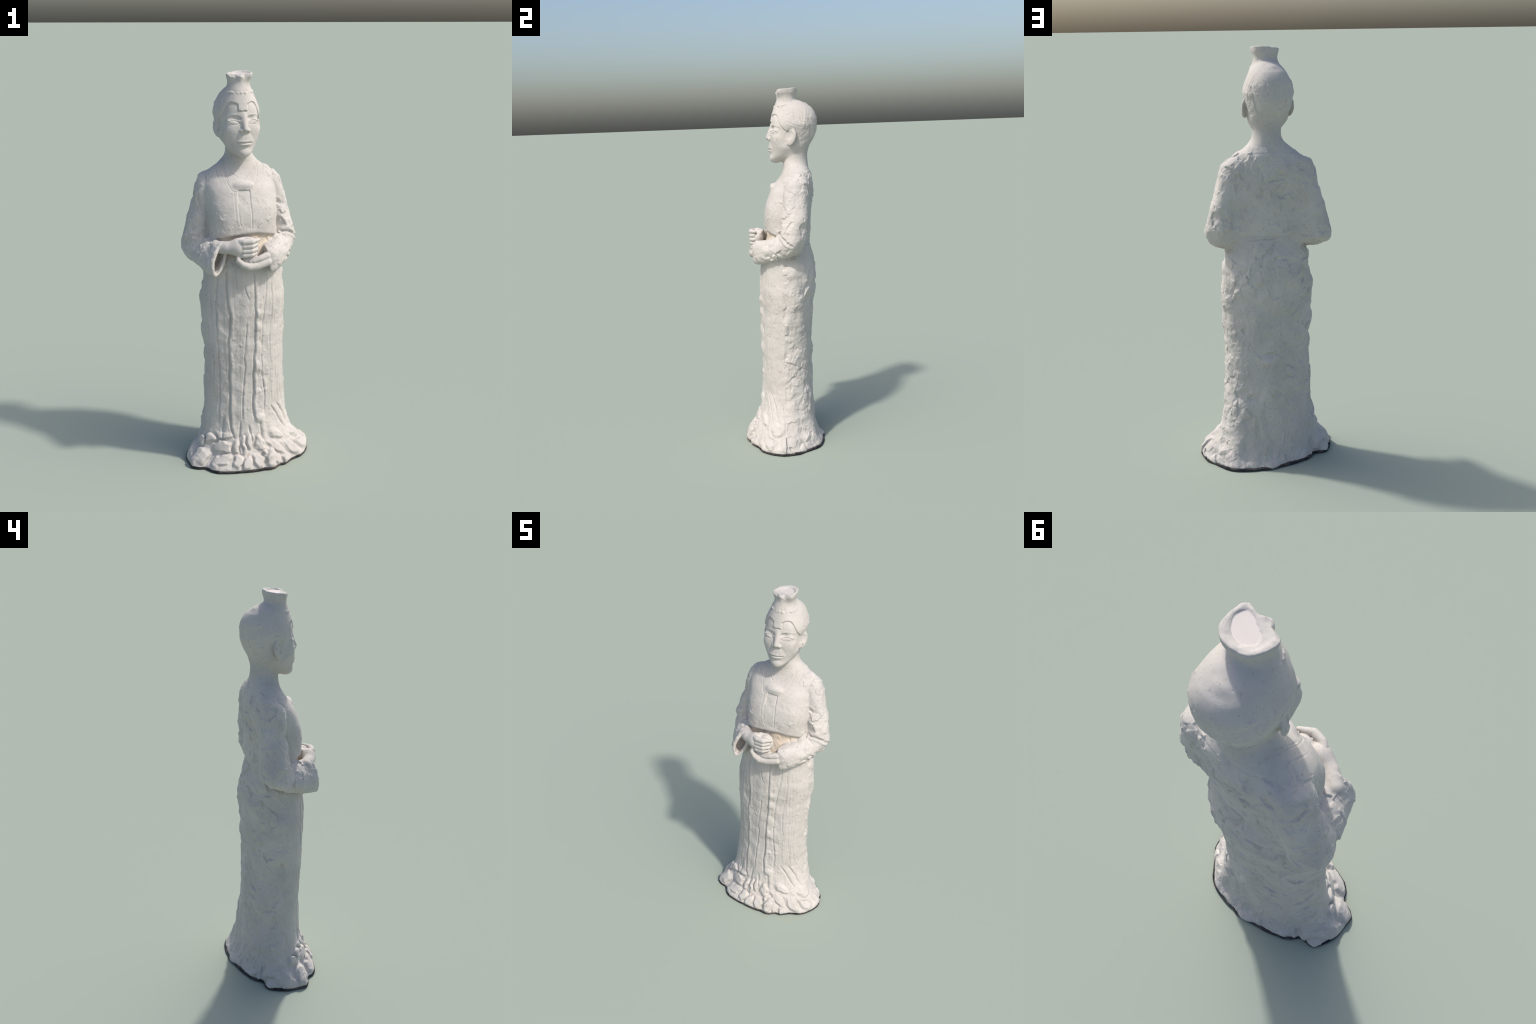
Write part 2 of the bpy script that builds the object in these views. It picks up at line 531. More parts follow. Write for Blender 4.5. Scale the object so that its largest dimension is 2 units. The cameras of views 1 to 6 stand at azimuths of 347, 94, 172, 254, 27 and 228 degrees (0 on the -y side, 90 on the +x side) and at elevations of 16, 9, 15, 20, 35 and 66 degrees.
def surface_nets(lo, hi, h):
    n = np.ceil((np.array(hi) - np.array(lo)) / h).astype(int) + 1
    ax = [lo[i] + h * np.arange(n[i]) for i in range(3)]
    F = np.full(n, .5, np.float32)
    gx, gy = np.meshgrid(ax[0], ax[1], indexing='ij')
    for z0 in range(0, n[2], 6):
        zs = ax[2][z0:z0 + 6]
        P = np.empty((n[0], n[1], len(zs), 3))
        P[..., 0], P[..., 1], P[..., 2] = gx[..., None], gy[..., None], zs
        F[:, :, z0:z0 + 6] = field(P.reshape(-1, 3)).reshape(n[0], n[1], len(zs))
    F[np.abs(F) < 1e-7] = 1e-7
    S = F < 0
    cnt = np.zeros(n - 1, np.int8)
    for a in (0, 1):
        for b in (0, 1):
            for c in (0, 1):
                cnt += S[a:n[0] - 1 + a, b:n[1] - 1 + b, c:n[2] - 1 + c]
    act = (cnt > 0) & (cnt < 8)
    idx = np.full(n - 1, -1, np.int64)
    cells = np.argwhere(act)
    idx[act] = np.arange(len(cells))
    acc, num = np.zeros((len(cells), 3)), np.zeros(len(cells))
    corners = [(a, b, c) for a in (0, 1) for b in (0, 1) for c in (0, 1)]
    val = {c: F[tuple((cells + c).T)] for c in corners}
    for c in corners:
        for axis in range(3):
            if c[axis]:
                continue
            e = list(c); e[axis] = 1; e = tuple(e)
            f0, f1 = val[c], val[e]
            x = (f0 < 0) != (f1 < 0)
            t = np.where(x, f0 / np.where(x, f0 - f1, 1), 0)
            p = np.tile(np.array(c, float), (len(cells), 1))
            p[:, axis] = t
            acc[x] += p[x]
            num[x] += 1
    V = (cells + acc / num[:, None]) * h + np.array(lo)
    quads = []
    for axis in range(3):
        sl0 = [slice(None)] * 3; sl1 = [slice(None)] * 3
        sl0[axis], sl1[axis] = slice(0, -1), slice(1, None)
        x = S[tuple(sl0)] != S[tuple(sl1)]
        e = np.argwhere(x)
        b, c = [(1, 2), (2, 0), (0, 1)][axis]
        ok = (e[:, b] > 0) & (e[:, c] > 0) & (e[:, b] < n[b] - 1) & (e[:, c] < n[c] - 1)
        e = e[ok]
        flip = S[tuple(e.T)]
        def at(db, dc):
            q = e.copy(); q[:, b] += db; q[:, c] += dc
            return idx[tuple(q.T)]
        q = np.stack([at(-1, -1), at(0, -1), at(0, 0), at(-1, 0)], 1)
        q[~flip] = q[~flip][:, ::-1]
        quads.append(q)
    return V, np.concatenate(quads)


def split_quads(V, Q):
    """every quad into four (edge and face mid points)"""
    E = np.sort(np.stack([Q, np.roll(Q, -1, 1)], 2).reshape(-1, 2), 1)
    key = E[:, 0] * len(V) + E[:, 1]
    u, first, inv = np.unique(key, return_index=True, return_inverse=True)
    em = V[E[first]].mean(1)
    fc = V[Q].mean(1)
    ei = inv.reshape(-1, 4) + len(V)
    fi = np.arange(len(Q)) + len(V) + len(em)
    out = np.concatenate([np.stack([Q[:, i], ei[:, i], fi, ei[:, i - 1]], 1) for i in range(4)])
    return np.concatenate([V, em, fc]), out


def gradient(P, f, e=.0008):
    g = np.empty_like(P)
    for i in range(3):
        o = np.zeros(3); o[i] = e
        g[:, i] = (field(P + o) - f) / e
    return g


def scatter(Q, vals, n):
    q = Q.ravel()
    return np.stack([np.bincount(q, vals[..., i].ravel(), n) for i in range(3)], 1)


def relax(V, Q, amount):
    c = np.bincount(Q.ravel(), minlength=len(V)) * 2.0
    nb = V[np.roll(Q, 1, 1)] + V[np.roll(Q, -1, 1)]
    s = scatter(Q, nb, len(V))
    return V + amount * (s / c[:, None] - V)


def vertex_normals(V, Q):
    n = np.cross(V[Q[:, 2]] - V[Q[:, 0]], V[Q[:, 3]] - V[Q[:, 1]])
    N = scatter(Q, np.repeat(n[:, None], 4, 1), len(V))
    return N / (np.linalg.norm(N, axis=1)[:, None] + 1e-12)


V, Q = surface_nets((-.37, -.27, -.012), (.37, .27, 2.02), CELL)
V = relax(V, Q, .4)
V, Q = split_quads(V, Q)
print('net', round(time.time() - T0, 1))
for it in range(2):
    f = field(V)
    g = gradient(V, f)
    g2 = (g * g).sum(1) + 1e-6
    step = np.clip(f / g2, -.004, .004)
    V = V - step[:, None] * g
    if it < 1:
        V = relax(V, Q, .35)
print('surface', len(V), len(Q), round(time.time() - T0, 1))

# ------------------------------------------------------------------ carving and modelling marks
N = vertex_normals(V, Q)
_, lab = field(V, True)
NAMES = [p[0] for p in PARTS]
LABEL = np.array(NAMES)[lab]
X, Y, Z = V.T
H = to_head(V)
ANG = np.degrees(np.arctan2(Y - .02, X + .015)) % 360
RAD = np.hypot(X + .015, Y - .02)
is_head = np.isin(LABEL, ['head', 'ear', 'hair'])
is_knot = np.isin(LABEL, ['topknot', 'hair_band'])
is_arm = np.isin(LABEL, ['arm_r', 'arm_l'])
is_hand = np.isin(LABEL, ['hand_r', 'hand_l'])
is_skirt = LABEL == 'skirt'
is_torso = np.isin(LABEL, ['torso', 'ribbon_knot'])
neck = is_torso & (Z > 1.57)
disp = np.zeros(len(V))


def seg_dist(P, line):
    """distance of points to a polyline, and position along it (0..1)"""
    L = np.array(line, float)
    d = np.full(len(P), 9.0)
    for a, b in zip(L[:-1], L[1:]):
        ab = b - a
        t = np.clip((P - a) @ ab / (ab @ ab), 0, 1)
        d = np.minimum(d, np.linalg.norm(P - a - t[:, None] * ab, axis=1))
    return d


def incise(line, depth, width, lip=0.25):
    L = np.array(line, float)
    m = np.all((V > L.min(0) - .02) & (V < L.max(0) + .02), axis=1)
    d = seg_dist(V[m], L)
    disp[m] += -depth * np.exp(-(d / width)**2) + lip * depth * np.exp(-((d - 2.2 * width) / width)**2)


# --- hair: a cap that stands proud of the forehead, with two arches and a square tab
fx = H[:, 0] + .005
HAIRLINE = np.array([(0, 1.853), (.026, 1.853), (.038, 1.8595), (.053, 1.8625), (.066, 1.856), (.078, 1.840),
                     (.088, 1.818), (.096, 1.796), (.102, 1.776), (.120, 1.700)])
zc = np.interp(np.abs(fx), HAIRLINE[:, 0], HAIRLINE[:, 1])
slope = np.interp(np.abs(fx), (HAIRLINE[1:, 0] + HAIRLINE[:-1, 0]) / 2,
                  np.abs(np.diff(HAIRLINE[:, 1]) / np.diff(HAIRLINE[:, 0])))
arch = (Z - zc) / np.sqrt(1 + slope**2)
tab = np.minimum((.0245 - np.abs(fx)) * .6, Z - 1.8215 - .0015 * np.sin(fx * 260))
hair_sd = np.maximum(arch, tab)
hair_sd = np.where(H[:, 1] > -.030, .03, hair_sd)
on_face = is_head & (H[:, 1] < .0)
hair_in = smoothstep(-.0014, .0022, hair_sd)
disp += np.where(is_head & (H[:, 1] < .0), -.0046 * (1 - hair_in) * smoothstep(-.06, -.004, np.minimum(hair_sd, 0) - .004) * smoothstep(0, -.03, H[:, 1]), 0)
disp += np.where(on_face, -.0016 * np.exp(-((hair_sd + .002) / .0022)**2) * smoothstep(0, -.03, H[:, 1]), 0)

# --- eyes, brows and mouth, drawn in the face's own front view
F2 = np.stack([np.abs(H[:, 0]), Z], 1)
front = is_head & (H[:, 1] < -.055)


def face_line(pts, depth, width, lip=0.0, mirrored=True):
    P2 = (F2 if mirrored else np.stack([H[:, 0], Z], 1))[front]
    d = seg_dist(P2, pts)
    disp[front] += -depth * np.exp(-(d / width)**2) + lip * np.exp(-((d - 2 * width) / width)**2)


face_line([(.024, 1.7635), (.032, 1.7705), (.043, 1.7755), (.054, 1.7755), (.065, 1.771), (.078, 1.764)], .0042, .0027)
face_line([(.027, 1.7615), (.038, 1.7565), (.050, 1.755), (.062, 1.7575), (.072, 1.763)], .0020, .0022)
face_line([(.020, 1.790), (.030, 1.7985), (.046, 1.803), (.062, 1.8015), (.080, 1.793)], -.0016, .0045)
face_line([(.030, 1.778), (.043, 1.784), (.056, 1.784), (.070, 1.777)], .0008, .003)
face_line([(.020, 1.742), (.026, 1.730), (.027, 1.718)], .0012, .004)
face_line([(.030, 1.715), (.040, 1.700), (.046, 1.684)], .0012, .006)
face_line([(-.040, 1.6685), (-.024, 1.670), (-.010, 1.6695), (-.003, 1.668), (.004, 1.6695), (.018, 1.670), (.034, 1.6685)],
          .0042, .0028, mirrored=False)
face_line([(-.003, 1.684), (-.003, 1.706)], .0014, .0035, mirrored=False)
face_line([(.008, 1.7235), (.013, 1.7225)], .0030, .0035)

# --- jacket: collar bands, crossed under-collar, shoulder seams, placket
JACKET_LINES = [
    [(-.138, .080, 1.545), (-.140, .041, 1.523), (-.137, .010, 1.495), (-.128, -.016, 1.466), (-.112, -.040, 1.437),
     (-.097, -.048, 1.426), (-.079, -.052, 1.419)],
    [(-.108, .087, 1.566), (-.110, .048, 1.544), (-.106, .023, 1.520), (-.102, -.004, 1.491), (-.092, -.024, 1.466),
     (-.078, -.044, 1.438), (-.055, -.049, 1.431)],
    [(-.098, .084, 1.576), (-.102, .040, 1.540), (-.098, .013, 1.511), (-.091, -.009, 1.487)],
    [(.101, .062, 1.533), (.093, .026, 1.501), (.080, -.005, 1.469), (.068, -.026, 1.445), (.050, -.039, 1.429),
     (.034, -.048, 1.415)],
    [(.065, .063, 1.563), (.067, .042, 1.533), (.060, .013, 1.500), (.047, -.012, 1.472), (.036, -.030, 1.452),
     (.029, -.040, 1.435)],
    [(-.081, .028, 1.534), (-.065, .011, 1.515), (-.042, -.003, 1.498)],
    [(.055, .042, 1.541), (.028, .019, 1.517), (-.002, -.005, 1.492), (-.042, -.034, 1.463)],
    [(-.195, .150, 1.490), (-.198, .115, 1.510), (-.200, .085, 1.511), (-.194, .063, 1.497), (-.191, .034, 1.474),
     (-.189, .013, 1.445), (-.187, .003, 1.413), (-.187, -.003, 1.371)],
    [(.160, .128, 1.512), (.157, .099, 1.515), (.150, .054, 1.489), (.148, .026, 1.455), (.148, .007, 1.420),
     (.147, -.009, 1.375)]]
for L in JACKET_LINES:
    incise(L, .0025, .0026, .12)
PLACKET = [[(-.050, -.049, 1.431), (-.053, -.067, 1.383), (-.052, -.078, 1.338), (-.047, -.084, 1.286), (-.042, -.084, 1.267)],
           [(.011, -.044, 1.432), (.011, -.064, 1.379), (.014, -.077, 1.319), (.014, -.080, 1.253)],
           [(-.070, -.048, 1.432), (-.069, -.068, 1.379), (-.067, -.080, 1.325), (-.064, -.084, 1.273)]]
for L, dep in zip(PLACKET, (.0015, .0024, .0010)):
    incise(L, dep, .0030, .1)
placket = is_torso & (X > -.050) & (X < .011) & (Y < 0) & (Z > 1.25) & (Z < 1.44)
disp += np.where(placket, -.0035 * smoothstep(1.30, 1.43, Z), 0)
# folds: elbow creases, back hem of the jacket
incise([(.150, .015, 1.215), (.245, .030, 1.196), (.268, .055, 1.172), (.285, .086, 1.154)], .0075, .0065, .35)
incise([(-.285, .046, 1.193), (-.268, .030, 1.209), (-.236, .021, 1.204)], .005, .006, .3)
incise([(.12, .150, 1.139), (.063, .167, 1.141), (.02, .169, 1.146), (-.016, .168, 1.145), (-.07, .163, 1.152),
        (-.128, .150, 1.150), (-.198, .140, 1.146), (-.263, .150, 1.146)], .0035, .0035, .5)
# casting seams left down the sides
SEAM_L = [(.182, .073, 1.045), (.207, .071, .879), (.199, .065, .716), (.196, .051, .627), (.198, .046, .491),
          (.206, .040, .328), (.213, .039, .246), (.224, .045, .180)]
SEAM_R = [(-.220, .041, .979), (-.226, .022, .678), (-.222, .013, .532), (-.227, .019, .419), (-.229, -.002, .315),
          (-.240, -.007, .200)]
for L in (SEAM_L, SEAM_R):
    Lm = np.array(L)
    m = np.all((V > Lm.min(0) - .03) & (V < Lm.max(0) + .03), axis=1)
    dd = seg_dist(V[m], L)
    disp[m] += .0022 * np.exp(-(dd / .004)**2) * noise3(V[m], 45, 3)
incise([(.043, .169, 1.883), (.069, .166, 1.831), (.073, .160, 1.780)], -.0022, .006, -.3)
incise([(-.125, .113, 1.733), (-.108, .109, 1.69), (-.081, .105, 1.632)], .0012, .003)
for L in ([(.073, .063, 1.850), (.071, .090, 1.862)], [(.069, .105, 1.864), (.073, .121, 1.851)],
          [(.083, .063, 1.819), (.088, .094, 1.803), (.086, .120, 1.794), (.078, .150, 1.785)],
          [(-.128, .06, 1.812), (-.137, .10, 1.800), (-.130, .14, 1.795)]):
    incise(L, .0012, .0034, .3)

# --- skirt pleats: angle along the height; depth, width and raised lip
front_w = is_skirt & (Z < 1.06) & (Z > .08) & (ANG > 185)


def pleat(pts, depth, width, lip):
    p = np.array(pts)[::-1]
    m = front_w & (Z > p[0, 1] - .02) & (Z < p[-1, 1] + .02)
    a = np.interp(Z[m], p[:, 1], p[:, 0])
    s = np.radians(ANG[m] - a) * RAD[m] + .0025 * noise3(V[m], (3, 3, 22), 5)
    fade = smoothstep(p[0, 1] - .02, p[0, 1] + .03, Z[m]) * smoothstep(p[-1, 1] + .02, p[-1, 1] - .02, Z[m])
    rough = 1 + .5 * noise3(V[m], (6, 6, 14), 11)
    disp[m] += fade * rough * (-depth * np.exp(-(s / width)**2) + lip * np.exp(-((s - 3 * width) / (2.2 * width))**2))


pleat([(210, 1.04), (210.6, .966), (210.5, .868), (211.9, .761), (213.9, .667), (214.3, .538), (215.3, .418), (214.8, .233)],
      .0038, .0040, .0012)
pleat([(226, 1.05), (225.8, .978), (229, .896), (233.8, .805), (232.4, .735), (230.4, .672), (232.1, .576), (230.6, .495),
       (232.2, .382), (231.9, .279), (235.6, .209), (241.8, .156)], .0065, .0045, .0034)
pleat([(241.5, 1.055), (243.6, 1.008), (246.6, .949)], .0022, .003, .001)
pleat([(266, .778), (263.9, .70), (260.7, .606), (261.1, .516), (257.9, .42), (256.3, .333), (254.8, .254)], .0028, .0035, .001)
pleat([(283.4, 1.03), (283, .958), (282.8, .882), (283.6, .788), (282.6, .678), (280.5, .584), (279.5, .486), (280.3, .406),
       (277.4, .342), (278.8, .25)], .0045, .0040, .0030)
pleat([(311.5, 1.029), (311, .961), (307.8, .893), (302.7, .803), (299.8, .718), (298.5, .623), (297.9, .527), (300.9, .444),
       (305, .36), (301.1, .28)], .0030, .0035, .0012)
pleat([(260.7, .985), (264.9, .932), (272.1, .893)], .002, .003, .001)
pleat([(321, 1.0), (323.6, .891), (319.9, .768), (315.5, .66), (318.9, .545), (318.2, .431), (320, .33)], .0014, .0028, .0006)
pleat([(336, .99), (338, .862), (336, .737), (327.5, .626), (329, .502), (333.6, .372), (336, .28)], .0015, .0030, .0006)
pleat([(347, .923), (346, .806), (342, .682), (337, .575), (337.4, .451), (342.6, .317)], .0013, .0028, .0006)
pleat([(194, .955), (195.8, .842), (198.7, .719), (198.8, .591), (199.6, .446), (199, .298)], .0010, .003, .0005)
pleat([(202.2, .924), (204.6, .787), (205.5, .661), (205.5, .532), (205, .402)], .0012, .003, .0005)
pleat([(316.7, .301), (326.3, .249), (335.7, .177), (338, .15)], .0050, .0055, .003)
pleat([(331.5, .300), (341.5, .234), (347.6, .163)], .0045, .0050, .003)
pleat([(222, .26), (222, .20), (224, .14)], .0045, .0055, .002)
pleat([(252, .24), (251, .18), (249, .11)], .0045, .0050, .002)
pleat([(268, .22), (272, .16), (273, .10)], .0050, .0050, .002)
pleat([(290, .24), (292, .18), (290, .11)], .0045, .0055, .002)
# comb-like vertical tool scratches on the front and the left side
comb = np.stack([np.radians(ANG) * .2, np.zeros(len(V)), Z], 1)
m = front_w
disp[m] += .0004 * fbm(comb[m] * 1.0, (90, 1, 6), 21, 2) * smoothstep(185, 215, ANG[m])
m2 = front_w & (ANG > 300)
disp[m2] += .0008 * noise3(comb[m2], (200, 1, 5), 27) * smoothstep(300, 320, ANG[m2])
# clods pushed up between the two middle pleats
m = front_w & (ANG > 278) & (ANG < 305)
cl = .5 + .5 * fbm(V[m], (34, 34, 26), 33, 2)
disp[m] += .0050 * cl * smoothstep(279, 285, ANG[m]) * smoothstep(304, 296, ANG[m]) * smoothstep(.95, .85, Z[m])

# --- thumb-pressed cushions round the hem, with sharp creases where they meet
m = np.flatnonzero(is_skirt & (Z < .21) & (ANG > 175))
d1, d2 = np.full(len(m), 9.0), np.full(len(m), 9.0)
warp = V[m] + .010 * np.stack([noise3(V[m], 38, 61), noise3(V[m], 38, 62), noise3(V[m], 38, 63)], 1)
for a, r, lz, sa, so, su, slant in LUMPS:
    if lz > .2:
        continue
    t = math.radians(a)
    q = warp - np.array([r * math.cos(t), r * math.sin(t), lz])
    al, up = -q[:, 0] * math.sin(t) + q[:, 1] * math.cos(t), q[:, 2]
    cs, sn = math.cos(slant), math.sin(slant)
    e = np.sqrt(((al * cs + up * sn) / (sa * 1.15))**2 + ((up * cs - al * sn) / (su * 1.15))**2
                + ((q[:, 0] * math.cos(t) + q[:, 1] * math.sin(t)) / .06)**2)
    d2 = np.minimum(d2, np.maximum(d1, e))
    d1 = np.minimum(d1, e)
cushion = smoothstep(-.05, .85, d2 - d1) * smoothstep(1.5, .6, d1)
disp[m] += (.0165 * cushion - .0050 * smoothstep(1.8, .9, d1)) * smoothstep(.21, .15, Z[m]) * smoothstep(.004, .03, Z[m]) \
    * smoothstep(178, 190, ANG[m])

# --- lumpy hand-modelled surface
rough = np.where(is_skirt, np.where(front_w, .55, 1.0), 0)
rough = np.where(is_torso, np.where(Y < .07, .38, .85), rough)
rough = np.where(is_arm, 1.0, rough)
rough = np.where(neck, .25, rough)
rough = np.where(is_hand, .22, rough)
rough = np.where(is_head, np.where(H[:, 1] < -.02, .12, .40 * smoothstep(1.87, 1.82, Z) + .12), rough)
rough = np.where(is_knot, .30, rough)
rough = np.where(is_skirt & (Z < .14) & (ANG > 180), .30, rough)
for _ in range(6):                                    # soften the steps between regions
    rough = relax(np.repeat(rough[:, None], 3, 1), Q, .9)[:, 0]
disp += rough * (.0050 * noise3(V, 17, 41) + .0018 * fbm(V, 34, 47, 2) - .0010)
disp += rough * .0008 * np.abs(fbm(V, 50, 52, 2))

# --- clay laid on in flat pats: each pat is a small tilted plane with a step at its edge
pat_w = np.where(is_skirt, np.where(front_w, .16, 1.0), 0)
pat_w = np.where(is_torso & (Z < 1.54), np.where(Y < .07, .08, .85), pat_w)
pat_w = np.where(is_arm, np.where(Y < -.06, .35, .9), pat_w)
pat_w = np.where(is_head & (H[:, 1] > 0) & (Z < 1.84), .40, pat_w)
pat_w = np.where(is_skirt & (Z < .15) & (ANG > 180), .15, pat_w)
for _ in range(6):
    pat_w = relax(np.repeat(pat_w[:, None], 3, 1), Q, .9)[:, 0]
ids = np.flatnonzero(pat_w > .05)
pr = np.random.default_rng(31)
pat_w *= .25 + .75 * smoothstep(-.35, .25, noise3(V, 9, 81))      # some stretches are left smooth
seeds = V[pr.choice(ids, 1050)]
tilt = pr.normal(0, 1, (len(seeds), 3)) * .155
lift = pr.normal(0, .0007, len(seeds))
pats = KDTree(len(seeds))
for i, c in enumerate(seeds):
    pats.insert(c * (1, 1, .8), i)
pats.balance()
wv = V[ids] + .011 * np.stack([fbm(V[ids], 30, 71, 2), fbm(V[ids], 30, 73, 2), fbm(V[ids], 30, 75, 2)], 1)
own = np.fromiter((pats.find(p)[1] for p in wv * (1, 1, .8)), np.int64, len(ids))
pat = np.zeros(len(V))
pat[ids] = np.clip(((V[ids] - seeds[own]) * tilt[own]).sum(1) + lift[own], -.0045, .0045)
for _ in range(2):
    pat = relax(np.repeat(pat[:, None], 3, 1), Q, .6)[:, 0]
disp += pat * pat_w

# --- spatula strokes: smears that rise to a lip and break off
tree = KDTree(len(V))
for i in range(0, len(V)):
    tree.insert(V[i], i)
tree.balance()


def strokes(mask, count, length, width, height, seed, heading=None, spread=1.6):
    r = np.random.default_rng(seed)
    ids = np.flatnonzero(mask)
    for c in r.choice(ids, count):
        n = N[c]
        a = np.cross([0, 0, 1.0], n)
        la = np.linalg.norm(a)
        if la < .2:
            continue
        a /= la
        b = np.cross(n, a)
        th = (heading if heading is not None else 0) + r.normal(0, spread)
        s_dir, t_dir = a * math.cos(th) + b * math.sin(th), b * math.cos(th) - a * math.sin(th)
        L, W = r.uniform(*length), r.uniform(*width)
        h = r.uniform(*height) * (1 if r.random() < .72 else -.8)
        near = tree.find_range(V[c], max(L, W) * 1.25)
        k = np.fromiter((q[1] for q in near), np.int64, len(near))
        q = V[k] - V[c]
        ok = N[k] @ n > .35
        s, t = q @ s_dir / L, q @ t_dir / W
        curve = s - .25 * t * t
        prof = np.clip((curve + 1) / 1.85, 0, 1)**1.5 * smoothstep(1.02, .82, curve)
        side = smoothstep(1.0, .62, np.abs(t))
        disp[k] += np.where(ok, h * prof * side, 0)


back = (Y > .06)
strokes(is_skirt & (Z > .12) & ~front_w, 90, (.020, .045), (.012, .024), (.0022, .0048), 101)
strokes(front_w & (Z < .95), 110, (.010, .022), (.005, .010), (.0010, .0022), 102, heading=-1.4, spread=.7)
strokes(is_torso & back & (Z < 1.52), 60, (.016, .040), (.010, .019), (.0020, .0042), 103)
strokes(is_torso & ~back & (Z < 1.40), 60, (.012, .026), (.008, .016), (.0010, .0020), 104, heading=-1.4, spread=.8)
strokes(is_arm, 90, (.012, .030), (.008, .016), (.0018, .0038), 105)
strokes(is_head & (H[:, 1] > 0) & (Z < 1.85) & (Z > 1.66), 80, (.010, .026), (.005, .012), (.0010, .0024), 106)
strokes(is_head & (H[:, 1] < -.04) & (Z < 1.80), 30, (.006, .014), (.004, .008), (.0004, .0009), 107)
strokes(is_skirt & (Z < .14), 40, (.010, .026), (.006, .012), (.0008, .0020), 108)
# little pin holes from air bubbles
r = np.random.default_rng(5)
for c in r.choice(len(V), 220):
    near = tree.find_range(V[c], .004)
    k = np.fromiter((q[1] for q in near), np.int64, len(near))
    disp[k] -= r.uniform(.0012, .0024) * np.exp(-(np.linalg.norm(V[k] - V[c], axis=1) / .0019)**2)

flat_floor = is_knot & (Z > 1.955) & (N[:, 2] > .6)
disp = np.where(flat_floor, disp * .35, disp)
V = V + N * disp[:, None]
V[:, 2] = np.maximum(V[:, 2], 0)
V[:, 2] *= 2.0 / V[:, 2].max()
print('carved', round(time.time() - T0, 1))


# ------------------------------------------------------------------ materials
def node(nt, kind, **inputs):
    n = nt.nodes.new(kind)
    for k, v in inputs.items():
        n.inputs[k.replace('_', ' ')].default_value = v
    return n


def ramp(nt, fac, stops):
    n = nt.nodes.new('ShaderNodeValToRGB')
    e = n.color_ramp.elements
    while len(e) < len(stops):
        e.new(.5)
    for el, (p, c) in zip(e, stops):
        el.position, el.color = p, (*c, 1) if len(c) == 3 else c
    nt.links.new(fac, n.inputs['Fac'])
    return n.outputs['Color']


def mix(nt, fac, a, b):
    n = nt.nodes.new('ShaderNodeMix')
    n.data_type = 'RGBA'
    for sock, v in ((n.inputs['Factor'], fac), (n.inputs[6], a), (n.inputs[7], b)):
        if isinstance(v, (tuple, float)):
            sock.default_value = (*v, 1) if isinstance(v, tuple) else v
        else:
            nt.links.new(v, sock)
    return n.outputs[2]


def math_node(nt, op, a, b=0.0, c=0.0):
    n = nt.nodes.new('ShaderNodeMath')
    n.operation = op
    for sock, v in zip(n.inputs, (a, b, c)):
        if isinstance(v, (int, float)):
            sock.default_value = v
        else:
            nt.links.new(v, sock)
    return n.outputs[0]


def new_material(name, rough):
    m = bpy.data.materials.new(name)
    m.use_nodes = True
    nt = m.node_tree
    b = nt.nodes['Principled BSDF']
    b.inputs['Roughness'].default_value = rough
    b.inputs['Specular IOR Level'].default_value = .25
    co = nt.nodes.new('ShaderNodeTexCoord').outputs['Object']
    return m, nt, b, co


def noise_out(nt, co, scale, detail=3.0, rough=.5, stretch=None):
    if stretch:
        mp = nt.nodes.new('ShaderNodeMapping')
        mp.inputs['Scale'].default_value = stretch
        nt.links.new(co, mp.inputs['Vector'])
        co = mp.outputs['Vector']
    n = node(nt, 'ShaderNodeTexNoise', Scale=scale, Detail=detail, Roughness=rough)
    nt.links.new(co, n.inputs['Vector'])
    return n.outputs['Fac']


def plaster_material(name, bounce_tinted=False):
    m, nt, b, co = new_material(name, .82)
    WHITE, GREY, CREAM = (.550, .525, .496), (.450, .430, .406), (.550, .508, .458)
    col = mix(nt, ramp(nt, noise_out(nt, co, 7, 4), [(.38, (0, 0, 0)), (.66, (1, 1, 1))]), WHITE, GREY)
    col = mix(nt, math_node(nt, 'MULTIPLY', noise_out(nt, co, 3.1, 3), .7), col, CREAM)
    if bounce_tinted:                                   # painted warm interreflection: soak under the jacket hem
        bounce_tint = ramp(nt, noise_out(nt, co, 14, 3), [(.30, (.25, .25, .25)), (.65, (1, 1, 1))])
        col = mix(nt, math_node(nt, 'MULTIPLY', bounce_tint, .62), col, (.60, .485, .345))
    fleck = ramp(nt, noise_out(nt, co, 46, 3, .6, (1, 1, .45)), [(.64, (0, 0, 0)), (.75, (1, 1, 1))])
    col = mix(nt, math_node(nt, 'MULTIPLY', fleck, .55), col, (.42, .315, .205))
    dark_mottle = ramp(nt, noise_out(nt, co, 95, 4, .65), [(.57, (0, 0, 0)), (.70, (1, 1, 1))])  # dark mottling strengthened to paint in contrast the relief lacks in shadow
    col = mix(nt, math_node(nt, 'MULTIPLY', dark_mottle, .45), col, (.27, .245, .21))
    nt.links.new(col, b.inputs['Base Color'])
    bump = node(nt, 'ShaderNodeBump', Strength=.22, Distance=.002)
    nt.links.new(noise_out(nt, co, 170, 4, .6), bump.inputs['Height'])
    nt.links.new(bump.outputs['Normal'], b.inputs['Normal'])
    return m


def hollow_material():
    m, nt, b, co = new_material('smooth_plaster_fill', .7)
    col = mix(nt, noise_out(nt, co, 18, 1), (.58, .53, .49), (.62, .575, .54))
    nt.links.new(col, b.inputs['Base Color'])
    return m


def rim_material():
    m, nt, b, co = new_material('dark_base_felt', .9)
    col = mix(nt, ramp(nt, noise_out(nt, co, 30, 4), [(.4, (0, 0, 0)), (.7, (1, 1, 1))]), (.022, .022, .026), (.10, .085, .078))
    nt.links.new(col, b.inputs['Base Color'])
    return m


PLASTER, HOLLOW, FELT = plaster_material('aged_plaster'), hollow_material(), rim_material()
BOUNCE_TINTED = plaster_material('bounce_tinted_plaster', True)

